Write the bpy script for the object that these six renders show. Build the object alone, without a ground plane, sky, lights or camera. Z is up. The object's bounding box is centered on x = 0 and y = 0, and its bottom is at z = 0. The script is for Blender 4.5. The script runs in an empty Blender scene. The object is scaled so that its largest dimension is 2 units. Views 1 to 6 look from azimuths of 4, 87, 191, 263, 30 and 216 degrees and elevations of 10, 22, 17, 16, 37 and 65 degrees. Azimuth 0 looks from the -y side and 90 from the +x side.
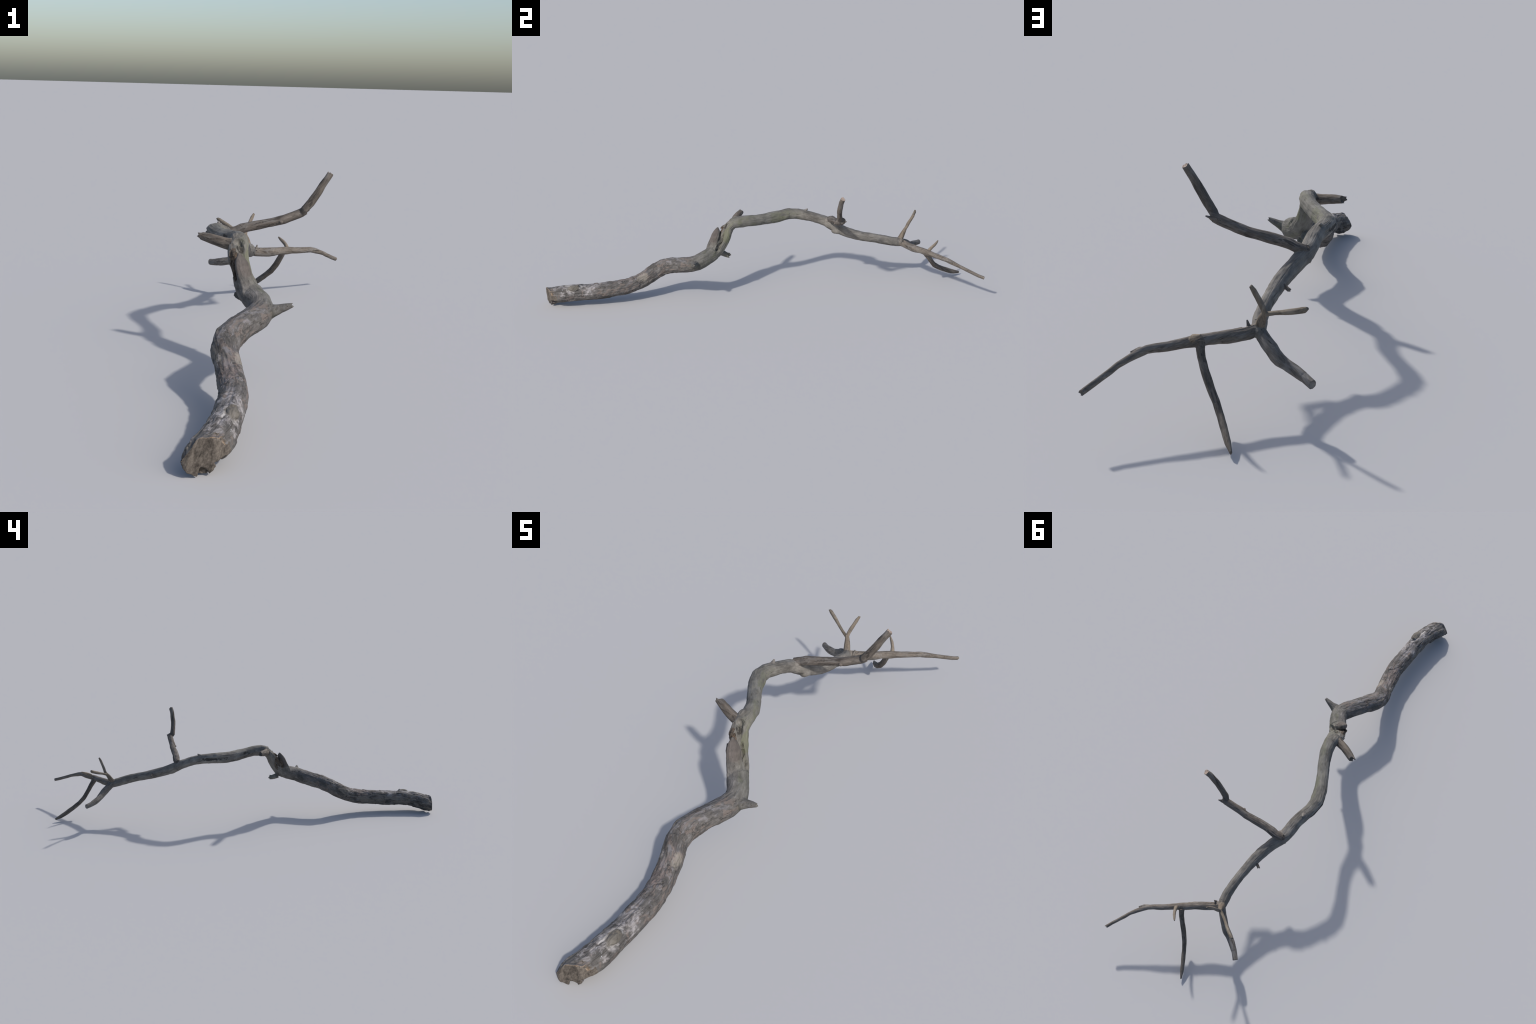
# A weathered, crooked dead branch lying on the ground: thick broken butt, zig-zag trunk,
# splintered elbow, thinner stem and a fork of bare limbs and twigs.
import bpy, bmesh, math
import numpy as np
from mathutils import Vector

rng = np.random.default_rng(7)

# ---------------------------------------------------------------- skeleton (x, y, z, half width, half height)
SPINE_LOWER = [
    (-0.074, -1.060, 0.036, .0376, .0388), (-0.043, -0.984, 0.047, .0380, .0390), (-0.029, -0.948, 0.053, .0378, .0385),
    (-0.018, -0.913, 0.059, .0382, .0383), (-0.012, -0.877, 0.063, .0378, .0376), (-0.010, -0.838, 0.065, .0371, .0372),
    (-0.009, -0.796, 0.066, .0365, .0374), (-0.008, -0.750, 0.068, .0357, .0372), (-0.007, -0.704, 0.072, .0349, .0369),
    (-0.009, -0.659, 0.076, .0351, .0368), (-0.016, -0.612, 0.080, .0363, .0371), (-0.027, -0.568, 0.090, .0357, .0371),
    (-0.036, -0.531, 0.105, .0349, .0371), (-0.045, -0.502, 0.120, .0346, .0369), (-0.052, -0.475, 0.134, .0353, .0371),
    (-0.046, -0.440, 0.153, .0365, .0369), (-0.024, -0.397, 0.168, .0359, .0367), (0.001, -0.352, 0.176, .0356, .0362),
    (0.021, -0.313, 0.185, .0352, .0362), (0.031, -0.282, 0.195, .0338, .0356), (0.023, -0.254, 0.204, .0332, .0352),
    (0.004, -0.224, 0.213, .0340, .0344)]
SPINE_UPPER = [
    (-0.018, -0.187, 0.233, .0338, .0312), (-0.037, -0.157, 0.267, .0319, .0238), (-0.049, -0.136, 0.303, .0304, .0219),
    (-0.052, -0.123, 0.329, .0301, .0223), (-0.051, -0.106, 0.345, .0285, .0240), (-0.052, -0.080, 0.350, .0262, .0262),
    (-0.062, -0.040, 0.350, .0248, .0262), (-0.082, 0.006, 0.344, .0235, .0253), (-0.110, 0.056, 0.338, .0247, .0267),
    (-0.139, 0.109, 0.338, .0260, .0268), (-0.157, 0.160, 0.341, .0264, .0262), (-0.155, 0.203, 0.337, .0252, .0245),
    (-0.145, 0.239, 0.331, .0251, .0234), (-0.138, 0.273, 0.323, .0247, .0227), (-0.135, 0.305, 0.312, .0247, .0214),
    (-0.131, 0.333, 0.301, .0251, .0222), (-0.121, 0.356, 0.289, .0250, .0240), (-0.108, 0.382, 0.274, .0234, .0244),
    (-0.094, 0.417, 0.258, .0217, .0234), (-0.084, 0.460, 0.244, .0209, .0223), (-0.078, 0.505, 0.233, .0194, .0215),
    (-0.074, 0.546, 0.225, .0188, .0218), (-0.073, 0.588, 0.215, .0184, .0214), (-0.074, 0.632, 0.203, .0188, .0206),
    (-0.083, 0.680, 0.193, .0184, .0202), (-0.092, 0.692, 0.188, .0130, .0150)]
SPINE = SPINE_LOWER + SPINE_UPPER

LONG_LIMB = [
    (-0.084, 0.672, 0.197, .0150, .0160), (-0.059, 0.695, 0.190, .0152, .0172), (-0.036, 0.711, 0.187, .0153, .0167),
    (-0.015, 0.725, 0.185, .0148, .0168), (0.005, 0.739, 0.185, .0148, .0155), (0.024, 0.756, 0.186, .0142, .0140),
    (0.046, 0.773, 0.185, .0131, .0142), (0.072, 0.793, 0.184, .0109, .0125), (0.101, 0.816, 0.182, .0101, .0120),
    (0.126, 0.833, 0.181, .0088, .0107), (0.144, 0.848, 0.180, .0088, .0107), (0.160, 0.865, 0.174, .0083, .0102),
    (0.177, 0.886, 0.166, .0076, .0078), (0.192, 0.906, 0.158, .0062, .0075), (0.203, 0.926, 0.149, .0064, .0075),
    (0.216, 0.948, 0.140, .0055, .0075), (0.230, 0.971, 0.130, .0052, .0073), (0.243, 0.997, 0.121, .0054, .0071)]
SHORT_LIMB = [
    (-0.076, 0.668, 0.200, .0150, .0180), (-0.105, 0.700, 0.177, .0142, .0186), (-0.124, 0.716, 0.165, .0144, .0188),
    (-0.136, 0.727, 0.155, .0136, .0180), (-0.149, 0.736, 0.148, .0142, .0165), (-0.168, 0.745, 0.142, .0136, .0142),
    (-0.191, 0.758, 0.136, .0130, .0148), (-0.214, 0.775, 0.131, .0117, .0138), (-0.218, 0.778, 0.130, .0106, .0126),
    (-0.242, 0.802, 0.125, .0100, .0116)]
DOWN_LIMB = [
    (0.038, 0.772, 0.186, .0120, .0138), (0.034, 0.781, 0.168, .0106, .0126), (0.026, 0.793, 0.150, .0098, .0119),
    (0.012, 0.809, 0.124, .0093, .0117), (-0.006, 0.827, 0.097, .0094, .0114), (-0.027, 0.852, 0.075, .0084, .0108),
    (-0.047, 0.882, 0.055, .0079, .0109), (-0.065, 0.913, 0.037, .0076, .0106), (-0.081, 0.941, 0.023, .0070, .0088),
    (-0.096, 0.968, 0.013, .0020, .0048)]
SIDE_LIMB = [
    (-0.128, 0.348, 0.310, .0160, .0150), (-0.102, 0.356, 0.319, .0164, .0145), (-0.085, 0.356, 0.326, .0168, .0156),
    (-0.059, 0.357, 0.332, .0155, .0154), (-0.027, 0.361, 0.339, .0153, .0156), (0.004, 0.366, 0.346, .0145, .0143),
    (0.028, 0.370, 0.351, .0138, .0144), (0.056, 0.370, 0.359, .0138, .0142), (0.090, 0.376, 0.372, .0135, .0142),
    (0.112, 0.380, 0.382, .0132, .0140), (0.127, 0.380, 0.391, .0130, .0132)]
SIDE_LIMB_TIP = [
    (0.112, 0.384, 0.378, .0116, .0120), (0.126, 0.368, 0.398, .0120, .0132), (0.144, 0.364, 0.419, .0116, .0138),
    (0.167, 0.362, 0.454, .0110, .0128), (0.180, 0.365, 0.477, .0102, .0115), (0.194, 0.367, 0.498, .0100, .0107),
    (0.207, 0.373, 0.519, .0094, .0100)]
FORKED_TWIG = [(-0.082, 0.670, 0.196, .0150, .0150), (-0.088, 0.684, 0.214, .0120, .0120), (-0.094, 0.696, 0.235, .0098, .0098),
               (-0.101, 0.707, 0.251, .0075, .0075), (-0.099, 0.713, 0.262, .0060, .0065), (-0.094, 0.718, 0.277, .0048, .0075),
               (-0.086, 0.726, 0.296, .0048, .0070), (-0.079, 0.734, 0.314, .0050, .0066), (-0.072, 0.742, 0.328, .0020, .0040)]
SIDE_TWIG = [(-0.099, 0.704, 0.246, .0060, .0060), (-0.128, 0.720, 0.259, .0048, .0050), (-0.150, 0.735, 0.268, .0050, .0056),
             (-0.170, 0.750, 0.277, .0056, .0068), (-0.190, 0.763, 0.286, .0060, .0070), (-0.207, 0.773, 0.294, .0056, .0074),
             (-0.217, 0.776, 0.301, .0030, .0040)]
LIMB_TWIG = [(0.056, 0.779, 0.184, .0090, .0090), (0.051, 0.792, 0.199, .0072, .0078), (0.045, 0.804, 0.207, .0058, .0070),
             (0.035, 0.818, 0.214, .0050, .0066), (0.026, 0.828, 0.220, .0040, .0056), (0.017, 0.837, 0.227, .0020, .0030)]
STUB = [(-0.052, -0.110, 0.338, .0190, .0190), (-0.075, -0.103, 0.344, .0172, .0178), (-0.093, -0.098, 0.347, .0162, .0164),
        (-0.115, -0.090, 0.352, .0152, .0152), (-0.141, -0.077, 0.357, .0140, .0136), (-0.160, -0.067, 0.360, .0128, .0120),
        (-0.171, -0.061, 0.362, .0112, .0104)]
THORN = [(0.030, -0.288, 0.190, .0270, .0260), (0.052, -0.289, 0.194, .0235, .0230), (0.069, -0.290, 0.198, .0168, .0165),
         (0.083, -0.290, 0.204, .0112, .0116), (0.099, -0.292, 0.210, .0088, .0090), (0.115, -0.295, 0.216, .0050, .0056)]
SLAB = [(0.000, -0.222, 0.205, .0300, .0220), (-0.016, -0.208, 0.243, .0280, .0190), (-0.023, -0.203, 0.260, .0255, .0170), (-0.028, -0.198, 0.278, .0240, .0150),
        (-0.035, -0.188, 0.300, .0215, .0150), (-0.041, -0.181, 0.316, .0150, .0110), (-0.045, -0.177, 0.333, .0025, .0028)]
HEARTWOOD = [(-0.026, -0.190, 0.240, .0260, .0180), (-0.040, -0.172, 0.272, .0220, .0150), (-0.052, -0.158, 0.300, .0190, .0130),
             (-0.060, -0.143, 0.322, .0170, .0110), (-0.066, -0.122, 0.342, .0120, .0090)]
KNOT = [(-0.042, -0.170, 0.212, .0170, .0140), (-0.037, -0.152, 0.203, .0125, .0125), (-0.033, -0.142, 0.199, .0115, .0110), (-0.027, -0.130, 0.198, .0110, .0115)]
BUD = [(-0.090, 0.472, 0.246, .0090, .0090), (-0.106, 0.477, 0.242, .0052, .0055), (-0.118, 0.483, 0.236, .0045, .0050)]
SPUR = [(-0.122, 0.352, 0.288, .0140, .0120), (-0.138, 0.353, 0.283, .0070, .0070), (-0.147, 0.352, 0.279, .0025, .0030)]
NUB = [(-0.147, 0.222, 0.345, .0110, .0090), (-0.150, 0.240, 0.354, .0070, .0050), (-0.152, 0.251, 0.361, .0022, .0022)]
SPIKE = [(-0.058, 0.678, 0.198, .0060, .0060), (-0.056, 0.681, 0.209, .0036, .0036), (-0.053, 0.682, 0.219, .0016, .0016)]
FLAKE = [(0.026, 0.746, 0.190, .0060, .0050), (0.012, 0.735, 0.194, .0040, .0030), (0.002, 0.724, 0.197, .0016, .0016)]
SIDE_FLAKE = [(0.108, 0.381, 0.378, .0080, .0050), (0.128, 0.390, 0.386, .0060, .0035), (0.140, 0.395, 0.390, .0016, .0016)]
KINK_FLAKE = [(0.142, 0.842, 0.178, .0070, .0060), (0.160, 0.852, 0.182, .0050, .0040), (0.176, 0.868, 0.177, .0016, .0016)]
CREST_SHARD = [(-0.060, -0.132, 0.336, .0100, .0060), (-0.062, -0.152, 0.330, .0070, .0042), (-0.063, -0.168, 0.319, .0016, .0016)]
ELBOW_SHARD = [(-0.030, -0.186, 0.232, .0110, .0090), (-0.048, -0.190, 0.258, .0090, .0075), (-0.056, -0.186, 0.285, .0075, .0058), (-0.062, -0.180, 0.306, .0018, .0018)]
LOBE = [(-0.030, -0.905, 0.040, .0240, .0180), (-0.036, -0.945, 0.028, .0240, .0185), (-0.040, -0.972, 0.0185, .0230, .0180),
        (-0.045, -1.000, 0.0160, .0230, .0165), (-0.060, -1.040, 0.0160, .0230, .0165)]

# name -> (spine, subdivision smoothness, parent)
BRANCHES = {
    "trunk": SPINE_LOWER, "stem": SPINE_UPPER, "limb": LONG_LIMB, "limb.001": SHORT_LIMB, "limb.002": DOWN_LIMB,
    "limb.003": SIDE_LIMB, "limb_tip": SIDE_LIMB_TIP, "twig": FORKED_TWIG, "twig.001": SIDE_TWIG, "twig.002": LIMB_TWIG,
    "stub": STUB, "broken_spur": THORN, "splintered_slab": SLAB, "heartwood": HEARTWOOD, "knot": KNOT, "bud": BUD,
    "broken_spur.001": SPUR, "broken_spur.002": NUB, "splinter": SPIKE, "splinter.001": FLAKE, "splinter.002": SIDE_FLAKE, "splinter.003": KINK_FLAKE,
    "splinter.004": CREST_SHARD, "splinter.005": ELBOW_SHARD}
CUT_POINT = Vector((-0.0817, -1.0051, 0.045))
CUT_NORMAL = Vector((0.405, -0.900, -0.075)).normalized()


# ---------------------------------------------------------------- noise
def hash3(ix, iy, iz, seed):
    n = (ix * 374761393 + iy * 668265263 + iz * 2147483647 + seed * 974711) & 0xFFFFFFFF
    n = ((n ^ (n >> 13)) * 1274126177) & 0xFFFFFFFF
    n = ((n ^ (n >> 16)) * 2246822519) & 0xFFFFFFFF
    return ((n ^ (n >> 15)) & 0xFFFF) / 65535.0 * 2 - 1


def value_noise(p, seed=0):
    i = np.floor(p).astype(np.int64)
    f = p - i
    f = f * f * f * (f * (f * 6 - 15) + 10)
    out = 0
    for dx in (0, 1):
        for dy in (0, 1):
            for dz in (0, 1):
                w = (f[:, 0] if dx else 1 - f[:, 0]) * (f[:, 1] if dy else 1 - f[:, 1]) * (f[:, 2] if dz else 1 - f[:, 2])
                out = out + w * hash3(i[:, 0] + dx, i[:, 1] + dy, i[:, 2] + dz, seed)
    return out


def fbm(p, octaves=3, seed=0):
    a, s, t = 1.0, 0, 0
    for k in range(octaves):
        s = s + a * value_noise(p * 2 ** k, seed + k)
        t += a
        a *= .5
    return s / t


# ---------------------------------------------------------------- lofted wood
def dense(nodes, step=0.006):
    """Blend of straight runs and a Catmull-Rom curve: keeps the crooked, angular look of dry wood."""
    a = np.array(nodes)
    out = []
    for k in range(len(a) - 1):
        p0, p1, p2, p3 = a[max(k - 1, 0)], a[k], a[k + 1], a[min(k + 2, len(a) - 1)]
        n = max(2, int(np.linalg.norm((p2 - p1)[:3]) / step))
        for i in range(n):
            t = i / n
            cr = .5 * (2 * p1 + (p2 - p0) * t + (2 * p0 - 5 * p1 + 4 * p2 - p3) * t * t + (3 * p1 - p0 - 3 * p2 + p3) * t ** 3)
            out.append(.9 * (p1 * (1 - t) + p2 * t) + .1 * cr)
    out.append(a[-1])
    return np.array(out)


def frames(P):
    T = np.gradient(P, axis=0)
    for _ in range(3):
        T[1:-1] = (T[:-2] + 2 * T[1:-1] + T[2:]) / 4
    T /= np.linalg.norm(T, axis=1)[:, None]
    S = np.cross(T, [0, 0, 1.0])
    S /= np.linalg.norm(S, axis=1)[:, None]
    return T, S, np.cross(S, T)


def loft(bm, nodes, sides=22, ragged=0.0, seed=0):
    d = dense(nodes)
    P = d[:, :3]
    T, S, U = frames(P)
    lr = np.random.default_rng(seed)
    facet = lr.uniform(-.045, .045, sides)
    slim = np.interp(np.sqrt(d[:, 3] * d[:, 4]), [.010, .020], [.0005, 0])   # thin twigs lose a little in the union
    rings = []
    n = len(P)
    for i in range(n):
        ring = []
        for k in range(sides):
            a = 2 * math.pi * k / sides
            end = 0
            if i == n - 1 and ragged:
                end = ragged * lr.uniform(-1, .6)
            # flat-sided sections; each run of the branch keeps its own slightly uneven facets
            f = (1 + facet[k] * .6 + .4 * facet[(k + i // 6) % sides]) / math.cos(math.pi / sides) ** .55
            q = P[i] + (S[i] * math.cos(a) * (d[i, 3] + slim[i]) + U[i] * math.sin(a) * (d[i, 4] + slim[i])) * f + T[i] * end
            ring.append(bm.verts.new(q))
        rings.append(ring)
    for i in range(n - 1):
        for k in range(sides):
            bm.faces.new((rings[i][k], rings[i][(k + 1) % sides], rings[i + 1][(k + 1) % sides], rings[i + 1][k]))
    bm.faces.new(rings[0][::-1])
    if ragged:  # hollowed, torn end
        c = bm.verts.new(P[-1] - T[-1] * ragged * 1.2)
        for k in range(sides):
            bm.faces.new((rings[-1][k], rings[-1][(k + 1) % sides], c))
    else:
        bm.faces.new(rings[-1])


def mesh_object(name, bm):
    bmesh.ops.recalc_face_normals(bm, faces=bm.faces[:])
    me = bpy.data.meshes.new(name)
    bm.to_mesh(me)
    bm.free()
    ob = bpy.data.objects.new(name, me)
    bpy.context.scene.collection.objects.link(ob)
    return ob


def wedge(name, ring, depth):
    """A prism whose outline lies in the plane of the broken butt (across, up) and that reaches back into the wood."""
    n = np.array(CUT_NORMAL)
    h = np.cross([0, 0, 1.0], n)
    h /= np.linalg.norm(h)
    bm = bmesh.new()
    rings = []
    for out, shrink in ((.05, 1.0), (-depth, .8)):
        c = np.mean(ring, axis=0)
        rings.append([bm.verts.new(np.array([CUT_POINT.x, CUT_POINT.y, 0]) + h * (c[0] + (u - c[0]) * shrink) + np.array([0, 0, c[1] + (v - c[1]) * shrink]) + n * out) for u, v in ring])
    m = len(ring)
    for i in range(m):
        bm.faces.new((rings[0][i], rings[0][(i + 1) % m], rings[1][(i + 1) % m], rings[1][i]))
    bm.faces.new(rings[0])
    bm.faces.new(rings[1])
    return mesh_object(name, bm)


def cut_butt(bm):
    for p, n in ((CUT_POINT, CUT_NORMAL), (Vector((-0.068, -0.9985, 0.045)), Vector((-0.29, -0.95, 0.05))),
                 (Vector((0.010, -0.958, 0.060)), Vector((0.62, -0.78, -0.05))),
                 (Vector((-0.071, -0.9925, 0.055)), Vector((-0.75, -0.35, 0.52)))):
        r = bmesh.ops.bisect_plane(bm, geom=bm.verts[:] + bm.edges[:] + bm.faces[:], plane_co=p, plane_no=n, clear_outer=True)
        edges = [e for e in r["geom_cut"] if isinstance(e, bmesh.types.BMEdge)]
        if edges:
            bmesh.ops.contextual_create(bm, geom=edges)


RAGGED = {"stub": .014, "limb": .006, "knot": .009, "bud": .005, "limb_tip": .003, "broken_spur": .006,
          "heartwood": .016, "twig.001": .004, "twig": .003}
whole = bmesh.new()
NOTCHES = [([(.068, .030), (.080, .036), (.100, .042), (.130, .042), (.130, -.03), (.072, -.03), (.077, .012)], .026),
           ([(.040, .024), (.052, .020), (.062, .012), (.068, -.006), (.032, -.006)], .013),
           ([(.028, -.002), (.012, .018), (.002, .026), (-.03, .026), (-.03, -.02), (.024, -.02)], .016)]
for spine, sides in ((SPINE, 16), (LOBE, 14)):
    part = bmesh.new()
    loft(part, spine, sides, 0, 3)
    cut_butt(part)
    ob = mesh_object("part", part)
    for ring, depth in NOTCHES:
        w = wedge("wedge", ring, depth)
        bo = ob.modifiers.new("notch", "BOOLEAN")
        bo.operation, bo.solver, bo.object = "DIFFERENCE", "EXACT", w
    cut = bpy.data.meshes.new_from_object(ob.evaluated_get(bpy.context.evaluated_depsgraph_get()))
    whole.from_mesh(cut)
    bpy.data.meshes.remove(cut)
    for o in [ob] + [o for o in bpy.data.objects if o.name.startswith("wedge")]:
        bpy.data.objects.remove(o)
for i, (name, nodes) in enumerate(BRANCHES.items()):
    if name not in ("trunk", "stem"):
        loft(whole, nodes, 11, RAGGED.get(name, 0), 40 + i)
# raised knots and burls on the bark
for c, r in (((0.009, -0.837, 0.099), (.011, .009, .011)), ((0.009, -0.852, 0.093), (.016, .032, .015)), ((-0.163, 0.163, 0.350), (.017, .022, .016)),
             ((-0.060, -0.088, 0.357), (.020, .024, .020)), ((-0.100, 0.395, 0.262), (.020, .040, .018)),
             ((0.047, 0.356, 0.351), (.006, .006, .005)), ((-0.122, 0.343, 0.310), (.020, .022, .012))):
    if r[0]:
        m = bmesh.ops.create_icosphere(whole, subdivisions=3, radius=1)
        for v in m["verts"]:
            v.co = Vector((c[0] + v.co.x * r[0], c[1] + v.co.y * r[1], c[2] + v.co.z * r[2]))
body = mesh_object("body", whole)
rm = body.modifiers.new("union", "REMESH")
rm.mode = "VOXEL"
rm.voxel_size = 0.0013
rm.use_smooth_shade = True
dg = bpy.context.evaluated_depsgraph_get()
skin = bpy.data.meshes.new_from_object(body.evaluated_get(dg))
bpy.data.objects.remove(body)

# ---------------------------------------------------------------- blend joints and add relief
nv = len(skin.vertices)
co = np.empty(nv * 3)
skin.vertices.foreach_get("co", co)
co = co.reshape(-1, 3)
ed = np.empty(len(skin.edges) * 2, np.int64)
skin.edges.foreach_get("vertices", ed)
ed = ed.reshape(-1, 2)
deg = np.bincount(ed.ravel(), minlength=nv)[:, None].astype(float)


def average(x):
    s = np.zeros_like(x)
    for j in range(x.shape[1]):
        s[:, j] = np.bincount(ed[:, 0], x[ed[:, 1], j], nv) + np.bincount(ed[:, 1], x[ed[:, 0], j], nv)
    return s / deg


def smooth(x, n):
    for _ in range(n):
        x = x + .5 * (average(x) - x)
        x = x - .52 * (average(x) - x)   # Taubin step keeps thin twigs thick
    return x


def normals(c):
    skin.vertices.foreach_set("co", c.ravel())
    skin.update()
    n = np.empty(nv * 3)
    skin.vertex_normals.foreach_get("vector", n)
    return n.reshape(-1, 3)


# every vertex is owned by the branch whose axis is nearest, measured in radii
names = list(BRANCHES)
CURVES = {n: dense(BRANCHES[n], .004) for n in names}


def ownership(c, shape_only=False):
    best = np.full(len(c), 1e9)
    own = np.zeros(len(c), int)
    s = np.zeros(len(c))
    loc = np.zeros((len(c), 3))
    for j, n in enumerate(names):
        d = CURVES[n]
        P = d[:, :3]
        T, S, U = frames(P)
        arc = np.r_[0, np.cumsum(np.linalg.norm(np.diff(P, axis=0), axis=1))]
        if n == "stem":
            arc = arc + 1.2
        near = np.where(np.all((c > P.min(0) - .06) & (c < P.max(0) + .06), axis=1))[0]
        for b in range(0, len(near), 4000):
            idx = near[b:b + 4000]
            dist = np.linalg.norm(c[idx, None] - P[None], axis=2)
            rel = dist / np.sqrt(d[:, 3] * d[:, 4])[None]
            k = rel.argmin(1)
            r = rel[np.arange(len(idx)), k]
            if n in ("heartwood", "splintered_slab"):
                r = r * 1.04
            better = r < best[idx]
            ii = idx[better]
            kk = k[better]
            best[ii] = r[better]
            own[ii] = j
            q = c[ii] - P[kk]
            s[ii] = arc[kk] + (q * T[kk]).sum(1)
            loc[ii, 0] = (q * S[kk]).sum(1)
            loc[ii, 1] = (q * U[kk]).sum(1)
            loc[ii, 2] = np.sqrt(d[kk, 3] * d[kk, 4])
    return own, s, loc


co = smooth(co, 6)
own, arc, loc = ownership(co)
N = normals(co)
rad = loc[:, 2]
flat = np.clip(((co - np.array(CUT_POINT)) @ np.array(CUT_NORMAL) + .010) / .005, 0, 1)    # 1 on the torn butt face
grain = np.stack([arc, loc[:, 0], loc[:, 1]], 1)
disp = np.zeros(nv)
thick = np.clip(rad / .036, .15, 1)
disp += .0028 * thick * fbm(grain * [11, 26, 26] + own[:, None] * 7.3, 2, 1)                      # lumps
disp += .0016 * np.clip(rad / .02, .3, 1) * fbm(grain * [34, 45, 45] + own[:, None] * 5.7, 2, 5)   # chips and swellings
disp += (.0010 - .0005 * np.clip((-.30 - co[:, 1]) / .08, 0, 1)) * np.sqrt(thick) * fbm(grain * [28, 150, 150] + own[:, None] * 3.1, 3, 11)           # long fibres
bark = np.clip((-.30 - co[:, 1]) / .08, 0, 1)
plates = fbm(grain * [30, 60, 60], 3, 23)
disp += bark * .0011 * np.clip((plates + .05) * 8, -1, 1) * (1 - flat)                              # lifted bark plates
ridge = 1 - np.abs(fbm(grain * [9, 75, 75], 2, 31)) * 5
disp -= bark * .0013 * np.clip(ridge, 0, 1) * (1 - flat)                                            # bark furrows
checks = np.clip(1 - np.abs(fbm(grain * [7, 110, 110] + own[:, None] * 9.1, 2, 61)) * 7, 0, 1)
disp -= (1 - bark) * np.where(co[:, 1] < 0, .0005, .0008) * np.clip(rad / .016, .5, 1.2) * checks                                   # long drying checks
rough_face = fbm(np.stack([co[:, 0] - .35 * co[:, 2], co[:, 1], co[:, 2]], 1) * [70, 70, 24] + 5, 3, 51)
disp = disp * (1 - flat) + flat * .0028 * rough_face                                                # torn fibres of the butt


def dent(center, radius, depth):
    q = (co - np.array(center)) / np.array(radius)
    return -depth * np.clip(1 - (q * q).sum(1), 0, 1)


def crack(points, width, depth):
    P = np.array(points, float)
    best = np.full(nv, 9.0)
    for a, b in zip(P[:-1], P[1:]):
        t = np.clip(((co - a) @ (b - a)) / ((b - a) @ (b - a)), 0, 1)
        best = np.minimum(best, np.linalg.norm(co - (a + t[:, None] * (b - a)), axis=1))
    return -depth * np.clip(1 - best / width, 0, 1) ** .6


disp += dent((-0.088, -0.118, 0.362), (.018, .012, .007), .009)        # hollow under the crest
disp += dent((-0.050, -0.130, 0.358), (.020, .016, .012), .011)
disp += dent((-0.074, -0.165, 0.280), (.024, .018, .055), .011)        # torn-away side of the elbow
disp += dent((0.026, -0.815, 0.101), (.004, .006, .007), .005)
disp += dent((-0.103, 0.035, 0.325), (.020, .014, .006), .004)
disp += crack([(-0.021, -0.662, 0.108), (-0.012, -0.640, 0.113), (0.012, -0.622, 0.112)], .0035, .003)
disp += crack([(-0.172, 0.161, 0.350), (-0.165, 0.20, 0.352), (-0.160, 0.235, 0.345)], .005, .004)
disp += crack([(-0.061, 0.688, 0.208), (-0.050, 0.694, 0.205)], .006, .006)
disp += crack([(-0.060, 0.335, 0.330), (-0.03, 0.342, 0.334), (0.005, 0.350, 0.334), (0.032, 0.357, 0.342)], .004, .004)
disp += crack([(0.010, -0.182, 0.248), (-0.004, -0.171, 0.268), (-0.014, -0.165, 0.282), (-0.023, -0.158, 0.310), (-0.033, -0.150, 0.331), (-0.042, -0.138, 0.350), (-0.05, -0.13, 0.362)], .009, .011)
disp += crack([(0.012, -0.184, 0.244), (-0.004, -0.171, 0.268), (-0.013, -0.166, 0.284)], .011, .012)
disp += crack([(-0.088, -0.04, 0.357), (-0.108, 0.01, 0.349), (-0.135, 0.06, 0.340), (-0.166, 0.11, 0.340), (-0.183, 0.16, 0.345), (-0.180, 0.20, 0.340), (-0.168, 0.24, 0.333)], .006, .004)
disp += crack([(0.022, 0.806, 0.160), (0.006, 0.822, 0.124), (-0.012, 0.84, 0.098), (-0.03, 0.862, 0.078)], .004, .003)
co = co + N * disp[:, None]
co = co + .35 * (average(co) - co)
co[:, 2] -= .0008
co[:, 2] = np.where(co[:, 2] < .02, co[:, 2] - co[:, 2].min() * (1 - np.clip(co[:, 2] / .02, 0, 1)), co[:, 2])
N = normals(co)

# ---------------------------------------------------------------- split into named parts that share border vertices and normals
nf = len(skin.polygons)
loops = np.empty(len(skin.loops), np.int64)
skin.loops.foreach_get("vertex_index", loops)
starts = np.empty(nf, np.int64)
skin.polygons.foreach_get("loop_start", starts)
tot = np.empty(nf, np.int64)
skin.polygons.foreach_get("loop_total", tot)
faces = [loops[s:s + t] for s, t in zip(starts, tot)]
first = loops[starts]
fc = np.add.reduceat(co[loops], starts, axis=0) / tot[:, None]
fn = np.add.reduceat(N[loops], starts, axis=0)
fn /= np.linalg.norm(fn, axis=1)[:, None]
fown, farc, floc = ownership(fc)
group = np.array([names[o] for o in fown], dtype=object)
plane = (fc - np.array(CUT_POINT)) @ np.array(CUT_NORMAL)
facing = fn @ np.array(CUT_NORMAL)
group[(group == "trunk") & (plane > -.022) & (facing > .6)] = "torn_end"
group[(group == "trunk") & (plane > -.0115) & (facing > .36) & (fc[:, 2] > .034)] = "bark_rim"
saw = (group == "limb_tip") & (fc[:, 2] > .505) & (fn @ np.array([.45, .1, .88]) > .75)
group[saw] = "sawn_end"
torn = (((fc - np.array([-0.074, -0.167, 0.283])) / np.array([.027, .018, .055])) ** 2).sum(1) < 1
group[torn & (group == "stem") & (fn[:, 1] < .25)] = "heartwood"


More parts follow.
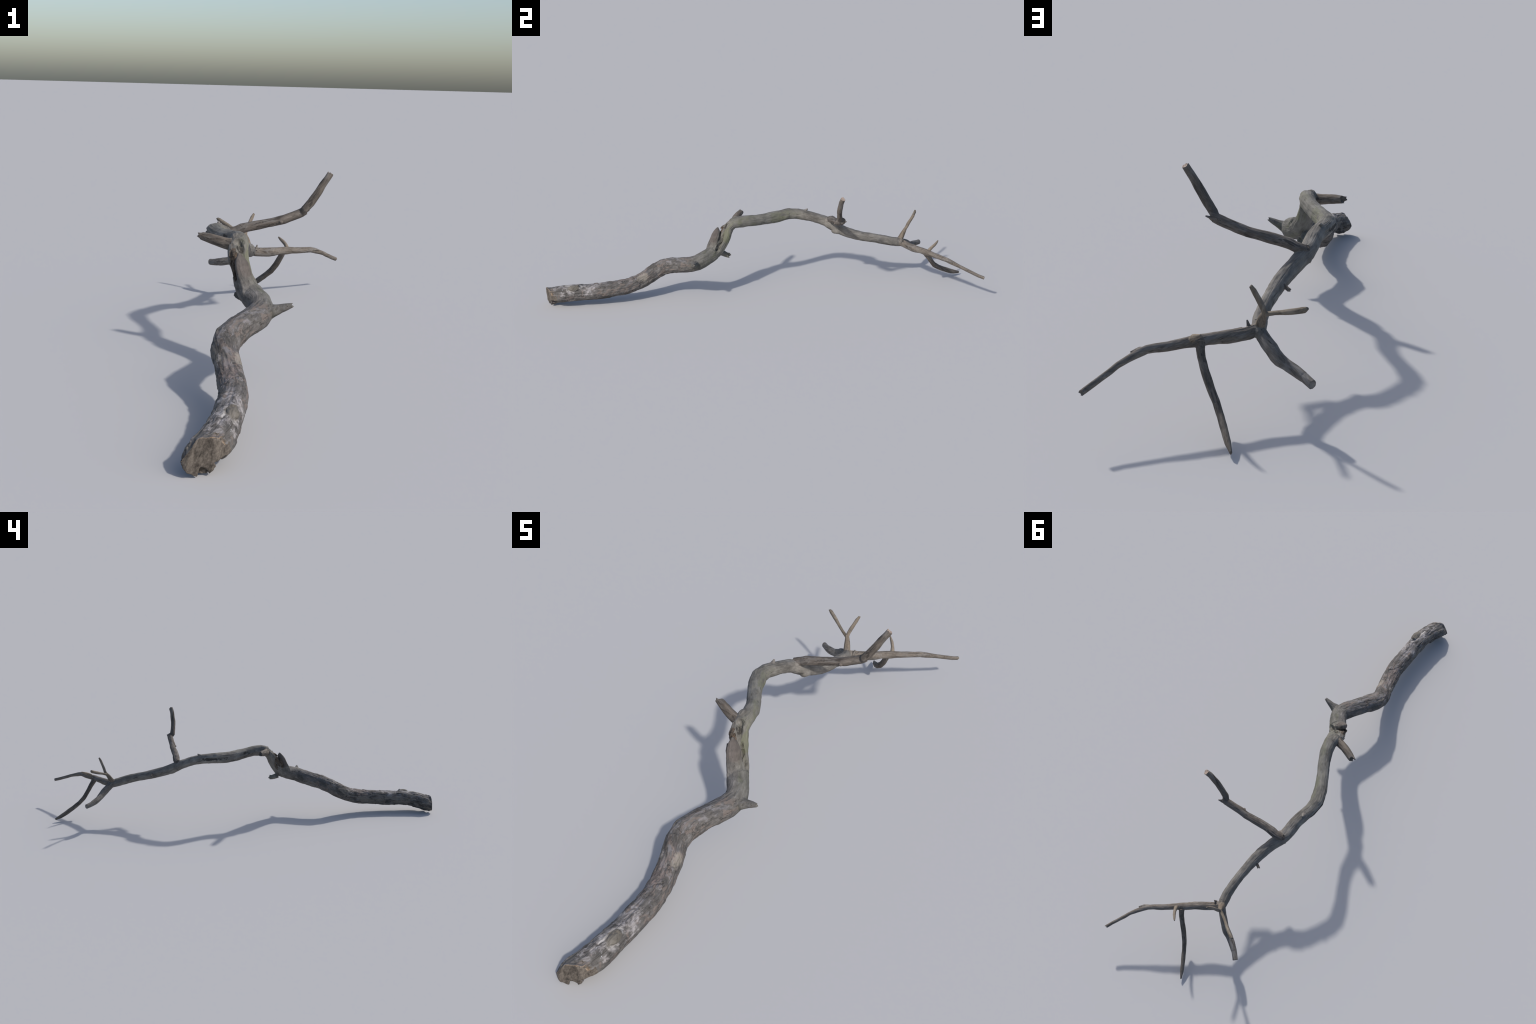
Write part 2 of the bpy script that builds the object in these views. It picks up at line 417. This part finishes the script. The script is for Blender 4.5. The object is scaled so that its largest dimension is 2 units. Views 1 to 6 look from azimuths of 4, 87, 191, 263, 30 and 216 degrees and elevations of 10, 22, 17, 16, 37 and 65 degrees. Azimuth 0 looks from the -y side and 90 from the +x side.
# ---------------------------------------------------------------- materials
class Nodes:
    def __init__(self, name):
        self.m = bpy.data.materials.new(name)
        self.m.use_nodes = True
        self.t = self.m.node_tree
        self.t.nodes.clear()
        self.out = self.new("ShaderNodeOutputMaterial")
        self.bsdf = self.new("ShaderNodeBsdfPrincipled")
        self.link(self.bsdf.outputs[0], self.out.inputs[0])
        self.obj = self.new("ShaderNodeTexCoord").outputs["Object"]

    def new(self, kind, **kw):
        n = self.t.nodes.new(kind)
        for k, v in kw.items():
            setattr(n, k, v)
        return n

    def link(self, a, b):
        self.t.links.new(a, b)

    def put(self, sock, v):
        if isinstance(v, bpy.types.NodeSocket):
            self.link(v, sock)
        else:
            sock.default_value = v

    def math(self, op, a, b=0.0, c=0.0, clamp=False):
        n = self.new("ShaderNodeMath", operation=op, use_clamp=clamp)
        for i, v in enumerate((a, b, c)):
            self.put(n.inputs[i], v)
        return n.outputs[0]

    def vmath(self, op, a, b=(0, 0, 0)):
        n = self.new("ShaderNodeVectorMath", operation=op)
        self.put(n.inputs[0], a)
        self.put(n.inputs[1], b)
        return n.outputs["Value"] if op in ("LENGTH", "DOT_PRODUCT", "DISTANCE") else n.outputs[0]

    def xyz(self, v):
        n = self.new("ShaderNodeSeparateXYZ")
        self.link(v, n.inputs[0])
        return n.outputs

    def vec(self, x, y, z):
        n = self.new("ShaderNodeCombineXYZ")
        for i, v in enumerate((x, y, z)):
            self.put(n.inputs[i], v)
        return n.outputs[0]

    def noise(self, v, scale, detail=3, rough=.55, distort=0.0):
        n = self.new("ShaderNodeTexNoise")
        self.link(v, n.inputs["Vector"])
        n.inputs["Scale"].default_value = scale
        n.inputs["Detail"].default_value = detail
        n.inputs["Roughness"].default_value = rough
        n.inputs["Distortion"].default_value = distort
        return n.outputs[0]

    def voronoi(self, v, scale, feature="F1"):
        n = self.new("ShaderNodeTexVoronoi", feature=feature)
        self.link(v, n.inputs["Vector"])
        n.inputs["Scale"].default_value = scale
        return n.outputs["Distance"]

    def step(self, v, lo, hi):
        n = self.new("ShaderNodeMapRange", interpolation_type="SMOOTHSTEP")
        self.put(n.inputs[0], v)
        n.inputs[1].default_value, n.inputs[2].default_value = lo, hi
        return n.outputs[0]

    def ramp(self, v, stops):
        n = self.new("ShaderNodeValToRGB")
        self.put(n.inputs[0], v)
        e = n.color_ramp.elements
        while len(e) < len(stops):
            e.new(.5)
        for el, (p, c) in zip(e, stops):
            el.position, el.color = p, (*c, 1)
        return n.outputs[0]

    def mix(self, f, a, b, kind="MIX"):
        n = self.new("ShaderNodeMix", data_type="RGBA", blend_type=kind)
        self.put(n.inputs[0], f)
        for s, v in ((n.inputs[6], a), (n.inputs[7], b)):
            self.put(s, (*v, 1) if isinstance(v, tuple) else v)
        return n.outputs[2]

    def curve(self, v, pts):
        n = self.new("ShaderNodeFloatCurve")
        self.put(n.inputs["Value"], v)
        c = n.mapping.curves[0]
        for i, (x, y) in enumerate(pts):
            if i < 2:
                c.points[i].location = (x, y)
            else:
                c.points.new(x, y)
        for p in c.points:
            p.handle_type = "AUTO"
        n.mapping.update()
        return n.outputs[0]

    def blob(self, center, radius, warp, amount=.6):
        q = self.vmath("DIVIDE", self.vmath("SUBTRACT", self.obj, center), radius)
        d = self.math("MULTIPLY_ADD", self.math("SUBTRACT", warp, .5), amount * 2, self.vmath("LENGTH", q))
        return self.step(d, 1.1, .75)

    def finish(self, color, height, strength=.5, distance=.002, rough=.85):
        self.link(color, self.bsdf.inputs["Base Color"])
        self.put(self.bsdf.inputs["Roughness"], rough)
        self.bsdf.inputs["Specular IOR Level"].default_value = .25
        b = self.new("ShaderNodeBump")
        b.inputs["Strength"].default_value = strength
        b.inputs["Distance"].default_value = distance
        self.link(height, b.inputs["Height"])
        self.link(b.outputs[0], self.bsdf.inputs["Normal"])
        return self.m


def along_spine(k):
    """Coordinates that run along the crooked trunk: distance from its axis across, arc length along."""
    x, y, z = k.xyz(k.obj)
    t = k.math("DIVIDE", k.math("ADD", y, 1.0), 1.75)
    a = np.array(SPINE)[1:]
    a = a[np.r_[True, np.diff(a[:, 1]) > .004]]
    ty = (a[:, 1] + 1) / 1.75
    arcs = np.r_[0, np.cumsum(np.linalg.norm(np.diff(a[:, :3], axis=0), axis=1))]
    fx = k.curve(t, [(0, (a[0, 0] + .2) / .4), (1, (a[-1, 0] + .2) / .4)] + [(p, (q + .2) / .4) for p, q in zip(ty, a[:, 0])])
    fz = k.curve(t, [(0, a[0, 2] / .4), (1, a[-1, 2] / .4)] + [(p, q / .4) for p, q in zip(ty, a[:, 2])])
    fs = k.curve(t, [(0, 0), (1, 1)] + [(p, q / 2.3) for p, q in zip(ty, arcs)])
    px = k.math("SUBTRACT", x, k.math("MULTIPLY_ADD", fx, .4, -.2))
    pz = k.math("SUBTRACT", z, k.math("MULTIPLY", fz, .4))
    ps = k.math("MULTIPLY", fs, 2.3)
    return ps, px, pz, y


def stretched(k, ps, px, pz, along):
    return k.vec(k.math("MULTIPLY", ps, along), px, pz)


def bark_material():
    k = Nodes("old_bark")
    ps, px, pz, y = along_spine(k)
    g4 = stretched(k, ps, px, pz, .5)
    g2 = stretched(k, ps, px, pz, .7)
    g1 = stretched(k, ps, px, pz, .3)
    g8 = stretched(k, ps, px, pz, .10)
    big = k.noise(g2, 22, 4, .62, .3)
    mid = k.noise(g4, 60, 5, .66, .4)
    fine = k.noise(g8, 420, 3, .6)
    warp = k.noise(k.obj, 60, 4, .65)
    tone = k.math("ADD", k.math("MULTIPLY", big, .50), k.math("ADD", k.math("MULTIPLY", mid, .35), k.math("MULTIPLY", fine, .15)))
    base = k.ramp(tone, [(.33, (.036, .034, .032)), (.44, (.074, .070, .067)), (.53, (.112, .105, .100)), (.66, (.188, .181, .177))])
    smooth_wood = k.ramp(tone, [(.33, (.062, .057, .051)), (.44, (.110, .103, .093)), (.54, (.162, .152, .138)), (.68, (.250, .238, .220))])
    past = k.step(k.math("MULTIPLY_ADD", warp, .10, y), -.22, -.10)
    color = k.mix(past, base, smooth_wood)
    # pinkish plates where the outer bark has come off
    plate = k.noise(g2, 48, 2, .5, .8)
    barky = k.step(y, -.27, -.34)
    pink = k.math("MULTIPLY", k.step(plate, .54, .60), barky)
    color = k.mix(k.math("MULTIPLY", pink, .65), color, k.mix(fine, (.115, .092, .081), (.190, .158, .142)))
    dusk = k.math("MULTIPLY", k.step(k.noise(g2, 34, 3, .6, .5), .53, .64), barky)
    color = k.mix(k.math("MULTIPLY", dusk, .5), color, (.060, .058, .062))
    # layered, flaking bark on the lower outer flank
    flank = k.math("MULTIPLY", k.step(k.math("MULTIPLY_ADD", k.math("SUBTRACT", warp, .5), .03, px), -.006, -.022), k.step(y, -.40, -.55))
    layer = k.noise(g1, 46, 4, .62, .9)
    color = k.mix(k.math("MULTIPLY", k.math("MULTIPLY", flank, k.step(layer, .50, .56)), .7), color, k.mix(fine, (.110, .098, .082), (.205, .186, .158)))
    color = k.mix(k.math("MULTIPLY", k.math("MULTIPLY", flank, k.step(layer, .47, .42)), .7), color, (.036, .033, .031))
    # bluish highlight painted into the colour along the top of the trunk
    painted_highlight = k.math("MULTIPLY", k.step(mid, .50, .62), k.math("MULTIPLY", k.step(pz, .004, .028), barky))
    color = k.mix(k.math("MULTIPLY", painted_highlight, .42), color, (.205, .200, .218))
    # plate edges: thin dark cracks
    cells = k.voronoi(k.vmath("ADD", g4, k.vmath("MULTIPLY", k.vec(warp, big, mid), (.05, .05, .05))), 52, "DISTANCE_TO_EDGE")
    edge = k.step(cells, .045, .010)
    some = k.step(k.noise(g2, 30, 2), .47, .56)
    edge = k.math("MULTIPLY", k.math("MULTIPLY", edge, some), k.step(y, -.15, -.30))
    color = k.mix(k.math("MULTIPLY", edge, .75), color, (.030, .026, .023))
    # long fibre checks in the bare stem
    check = k.step(k.noise(g8, 120, 2, .5, .3), .36, .30)
    color = k.mix(k.math("MULTIPLY", check, .7), color, (.035, .030, .026))
    # pale, rubbed wood near the butt, with a browner eye of old scar
    pale = None
    for c, r in (((-.006, -.775, .100), (.036, .045, .030)), ((.030, -.820, .085), (.020, .070, .024)), ((.028, -.915, .078), (.016, .060, .018)),
                 ((-.022, -.893, .098), (.016, .035, .020)), ((-.020, -.935, .092), (.020, .022, .020)), ((.004, -.905, .100), (.012, .018, .014))):
        b = k.blob(c, r, warp, .75)
        pale = b if pale is None else k.math("MAXIMUM", pale, b)
    streak = k.step(k.noise(g2, 42, 5, .68, .8), .40, .60)
    color = k.mix(k.math("MULTIPLY", k.math("MULTIPLY", pale, streak), .85), color, k.mix(mid, (.200, .182, .176), (.400, .385, .395)))
    bright_spot = k.blob((-.012, -.888, .100), (.011, .013, .010), warp, .5)
    color = k.mix(k.math("MULTIPLY", k.math("MULTIPLY", bright_spot, streak), .8), color, (.480, .460, .440))
    eye = k.blob((.010, -.857, .100), (.019, .032, .022), warp, .45)
    color = k.mix(k.math("MULTIPLY", eye, .75), color, k.mix(mid, (.070, .064, .052), (.185, .166, .138)))
    rim = k.math("MULTIPLY", k.blob((.010, -.857, .100), (.026, .042, .028), warp, .5), k.math("SUBTRACT", 1.0, eye))
    color = k.mix(k.math("MULTIPLY", k.math("MULTIPLY", rim, streak), .6), color, (.400, .385, .370))
    flecks = k.math("MULTIPLY", k.step(k.voronoi(k.vmath("ADD", k.obj, k.vmath("MULTIPLY", k.vec(warp, mid, big), (.012, .012, .012))), 150), .20, .10), k.blob((.010, -.928, .092), (.024, .032, .020), warp, .9))
    color = k.mix(k.math("MULTIPLY", flecks, .8), color, (.520, .560, .590))
    tan = k.blob((-.028, -.590, .130), (.030, .090, .050), warp, .8)
    color = k.mix(k.math("MULTIPLY", k.math("MULTIPLY", tan, streak), .45), color, (.230, .178, .160))
    creamy = k.blob((.004, -.535, .135), (.022, .040, .030), warp, .7)
    color = k.mix(k.math("MULTIPLY", creamy, .5), color, (.270, .245, .205))
    collar = k.blob((-.004, -.268, .238), (.022, .018, .014), warp, .9)
    color = k.mix(k.math("MULTIPLY", k.math("MULTIPLY", collar, streak), .6), color, (.300, .260, .240))
    # algae on the damp flank of the elbow and stem
    zone = k.math("MULTIPLY", k.step(y, -.34, -.25), k.step(y, .26, .14))
    damp = k.math("MULTIPLY", zone, k.step(k.math("MULTIPLY_ADD", k.math("SUBTRACT", big, .5), .05, px), -.022, .020))
    color = k.mix(k.math("MULTIPLY", damp, .30), color, k.mix(mid, (.076, .080, .064), (.185, .190, .160)))
    moss = k.math("MULTIPLY", damp, k.step(k.noise(g4, 34, 3, .6), .50, .66))
    color = k.mix(k.math("MULTIPLY", moss, .34), color, (.130, .140, .078))
    for c, r in (((-.108, .120, .330), (.022, .070, .018)), ((-.018, -.140, .300), (.016, .020, .050))):
        b = k.blob(c, r, warp, .8)
        color = k.mix(k.math("MULTIPLY", b, .36), color, (.135, .145, .075))
    slab = k.blob((-.034, -.196, .300), (.040, .026, .055), warp, .5)
    color = k.mix(k.math("MULTIPLY", slab, .7), color, k.mix(mid, (.045, .039, .037), (.135, .112, .102)))
    # near-black broken blobs in the hollows and cracks of the elbow and along the -x flank of the stem
    for c, r in (((-.090, .020, .330), (.020, .030, .008)), ((-.088, -.116, .360), (.018, .010, .008)), ((-.044, -.142, .345), (.012, .016, .026)), ((-.022, -.160, .306), (.007, .012, .026)), ((.002, -.176, .262), (.009, .012, .024)), ((-.176, .190, .338), (.012, .065, .009)), ((-.104, .010, .348), (.010, .060, .010)), ((-.160, .100, .338), (.010, .050, .009)),
                 ((-.052, -.132, .358), (.022, .013, .012)), ((-.130, .080, .322), (.020, .030, .008))):
        b = k.blob(c, r, warp, .8)
        color = k.mix(k.math("MULTIPLY", k.math("MULTIPLY", b, k.step(mid, .56, .46)), .85), color, (.026, .023, .021))
    height = k.math("ADD", k.math("MULTIPLY", mid, .7), k.math("ADD", k.math("MULTIPLY", fine, .35), k.math("MULTIPLY", edge, -.6)))
    return k.finish(color, height, .55, .0025, .82)


def wood_material(name, axis, tint=(1, 1, 1), patchy=.5, dark=.5, seed=0.0):
    """Bare grey wood with its grain along the given axis."""
    k = Nodes(name)
    a = Vector(axis).normalized()
    q = a.rotation_difference(Vector((1, 0, 0))).to_euler()
    mp = k.new("ShaderNodeMapping")
    k.link(k.obj, mp.inputs[0])
    mp.inputs["Rotation"].default_value = q
    mp.inputs["Location"].default_value = (seed, seed * .7, 0)
    x, y, z = k.xyz(mp.outputs[0])
    g3 = k.vec(k.math("MULTIPLY", x, .3), y, z)
    g8 = k.vec(k.math("MULTIPLY", x, .09), y, z)
    big = k.noise(g3, 45, 3, .6)
    mid = k.noise(g3, 120, 4, .62, .5)
    fine = k.noise(g8, 430, 3, .6)
    tone = k.math("ADD", k.math("MULTIPLY", big, .4), k.math("ADD", k.math("MULTIPLY", mid, .35), k.math("MULTIPLY", fine, .25)))
    c = k.ramp(tone, [(.34, (.056, .050, .045)), (.45, (.106, .096, .086)), (.54, (.152, .138, .124)), (.68, (.245, .226, .204))])
    c = k.mix(1.0, c, tint, "MULTIPLY")
    cool = k.math("MULTIPLY", k.step(k.noise(g3, 55, 3, .6), .50, .62), patchy)
    c = k.mix(cool, c, (.165, .162, .160))
    check = k.step(k.noise(g8, 170, 2, .5, .3), .37, .30)
    c = k.mix(k.math("MULTIPLY", check, .75), c, (.032, .027, .024))
    rot = k.math("MULTIPLY", k.step(k.noise(g3, 60, 3, .6, .6), .57, .64), dark)
    c = k.mix(rot, c, (.042, .036, .032))
    height = k.math("ADD", k.math("MULTIPLY", mid, .6), k.math("MULTIPLY", fine, .5))
    return k.finish(c, height, .5, .0018, .85)


def torn_material(name, lo, hi, rimc=None):
    k = Nodes(name)
    x, y, z = k.xyz(k.obj)
    lean = k.math("MULTIPLY", z, -.35)
    g = k.vec(k.math("ADD", x, lean), y, k.math("MULTIPLY", z, .28))
    tone = k.math("ADD", k.math("MULTIPLY", k.noise(g, 75, 4, .65, .9), .6), k.math("MULTIPLY", k.noise(k.obj, 160, 4, .65, .5), .4))
    c = k.ramp(tone, [(.36, tuple(v * .45 for v in lo)), (.47, lo), (.60, hi)])
    pit = k.step(k.noise(g, 90, 2, .5), .36, .28)
    c = k.mix(k.math("MULTIPLY", pit, .8), c, (.028, .024, .020))
    if rimc:
        c = k.mix(k.math("MULTIPLY", k.step(k.noise(g, 60, 3, .6, .5), .55, .66), .6), c, rimc)
    return k.finish(c, tone, .6, .004, .9)


BARK = bark_material()
GREY = (1.0, .99, .98)
MATS = {
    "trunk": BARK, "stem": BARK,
    "limb": wood_material("grey_wood_long", (.33, .32, -.07), (.98, .94, .90), .4, .35, 1.3),
    "limb.001": wood_material("grey_wood_short", (-.16, .13, -.07), (1.0, 1.0, 1.0), .6, .3, 2.1),
    "limb.002": wood_material("dark_wood", (-.13, .19, -.17), (.80, .76, .72), .2, .6, 3.7),
    "limb.003": wood_material("flaky_wood", (.25, .03, .08), (.82, .78, .76), .35, .8, 4.4),
    "limb_tip": wood_material("flaky_wood_tip", (.09, 0, .13), (.78, .74, .71), .3, .8, 5.2),
    "twig": wood_material("twig_wood", (.01, .04, .10), (1.15, 1.05, .92), .2, .5, 6.1),
    "twig.001": wood_material("twig_wood_side", (-.11, .07, .05), (1.2, 1.12, .98), .2, .5, 7.9),
    "twig.002": wood_material("twig_wood_limb", (-.04, .05, .04), (1.25, 1.15, 1.0), .2, .5, 8.8),
    "stub": wood_material("stub_wood", (-.12, .05, .02), (.92, .86, .80), .3, .6, 9.5),
    "heartwood": torn_material("torn_heartwood", (.055, .045, .037), (.125, .099, .078), (.200, .122, .072)),  # wood tones darkened to draw the gloom of the hollow behind the slab
    "torn_end": torn_material("torn_butt_wood", (.082, .070, .059), (.148, .128, .108)),
    "bark_rim": torn_material("bark_edge", (.150, .112, .080), (.300, .225, .160)),
    "sawn_end": torn_material("sawn_wood", (.290, .225, .185), (.420, .340, .290)),
}
MATS["knot"] = MATS["broken_spur"] = MATS["splintered_slab"] = BARK
MATS["bud"] = MATS["stub"]
MATS["broken_spur.001"] = MATS["broken_spur.002"] = MATS["splinter"] = MATS["splinter.001"] = MATS["splinter.003"] = MATS["limb.001"]
MATS["splinter.002"] = MATS["limb.003"]
MATS["splinter.004"] = MATS["splinter.005"] = MATS["heartwood"]

# ---------------------------------------------------------------- build the hierarchy
root = bpy.data.objects.new("dead_branch", None)
bpy.context.scene.collection.objects.link(root)
root["label"] = "crooked weathered dead tree branch with broken butt and bare twigs"
root["category"] = "fallen branch"
PARENT = {"torn_end": "trunk", "bark_rim": "trunk", "broken_spur": "trunk", "knot": "trunk", "splintered_slab": "trunk", "heartwood": "trunk",
          "stub": "stem", "bud": "stem", "broken_spur.001": "stem", "broken_spur.002": "stem", "splinter": "stem",
          "limb_tip": "limb.003", "sawn_end": "limb.003", "twig.002": "limb", "splinter.001": "limb", "splinter.003": "limb", "splinter.002": "limb.003", "splinter.004": "stem", "splinter.005": "trunk"}
objs = {}
for n in list(BRANCHES) + ["torn_end", "bark_rim", "sawn_end"]:
    idx = np.where(group == n)[0]
    if not len(idx):
        continue
    fl = [faces[i] for i in idx]
    used = np.unique(np.concatenate(fl))
    remap = np.full(nv, -1)
    remap[used] = np.arange(len(used))
    me = bpy.data.meshes.new(n)
    me.from_pydata(co[used].tolist(), [], [remap[f].tolist() for f in fl])
    me.polygons.foreach_set("use_smooth", [True] * len(me.polygons))
    me.normals_split_custom_set_from_vertices(N[used].tolist())
    me.materials.append(MATS[n])
    ob = bpy.data.objects.new(n, me)
    bpy.context.scene.collection.objects.link(ob)
    objs[n] = ob
for n, ob in objs.items():
    ob.parent = objs.get(PARENT.get(n), root)
bpy.data.meshes.remove(skin)
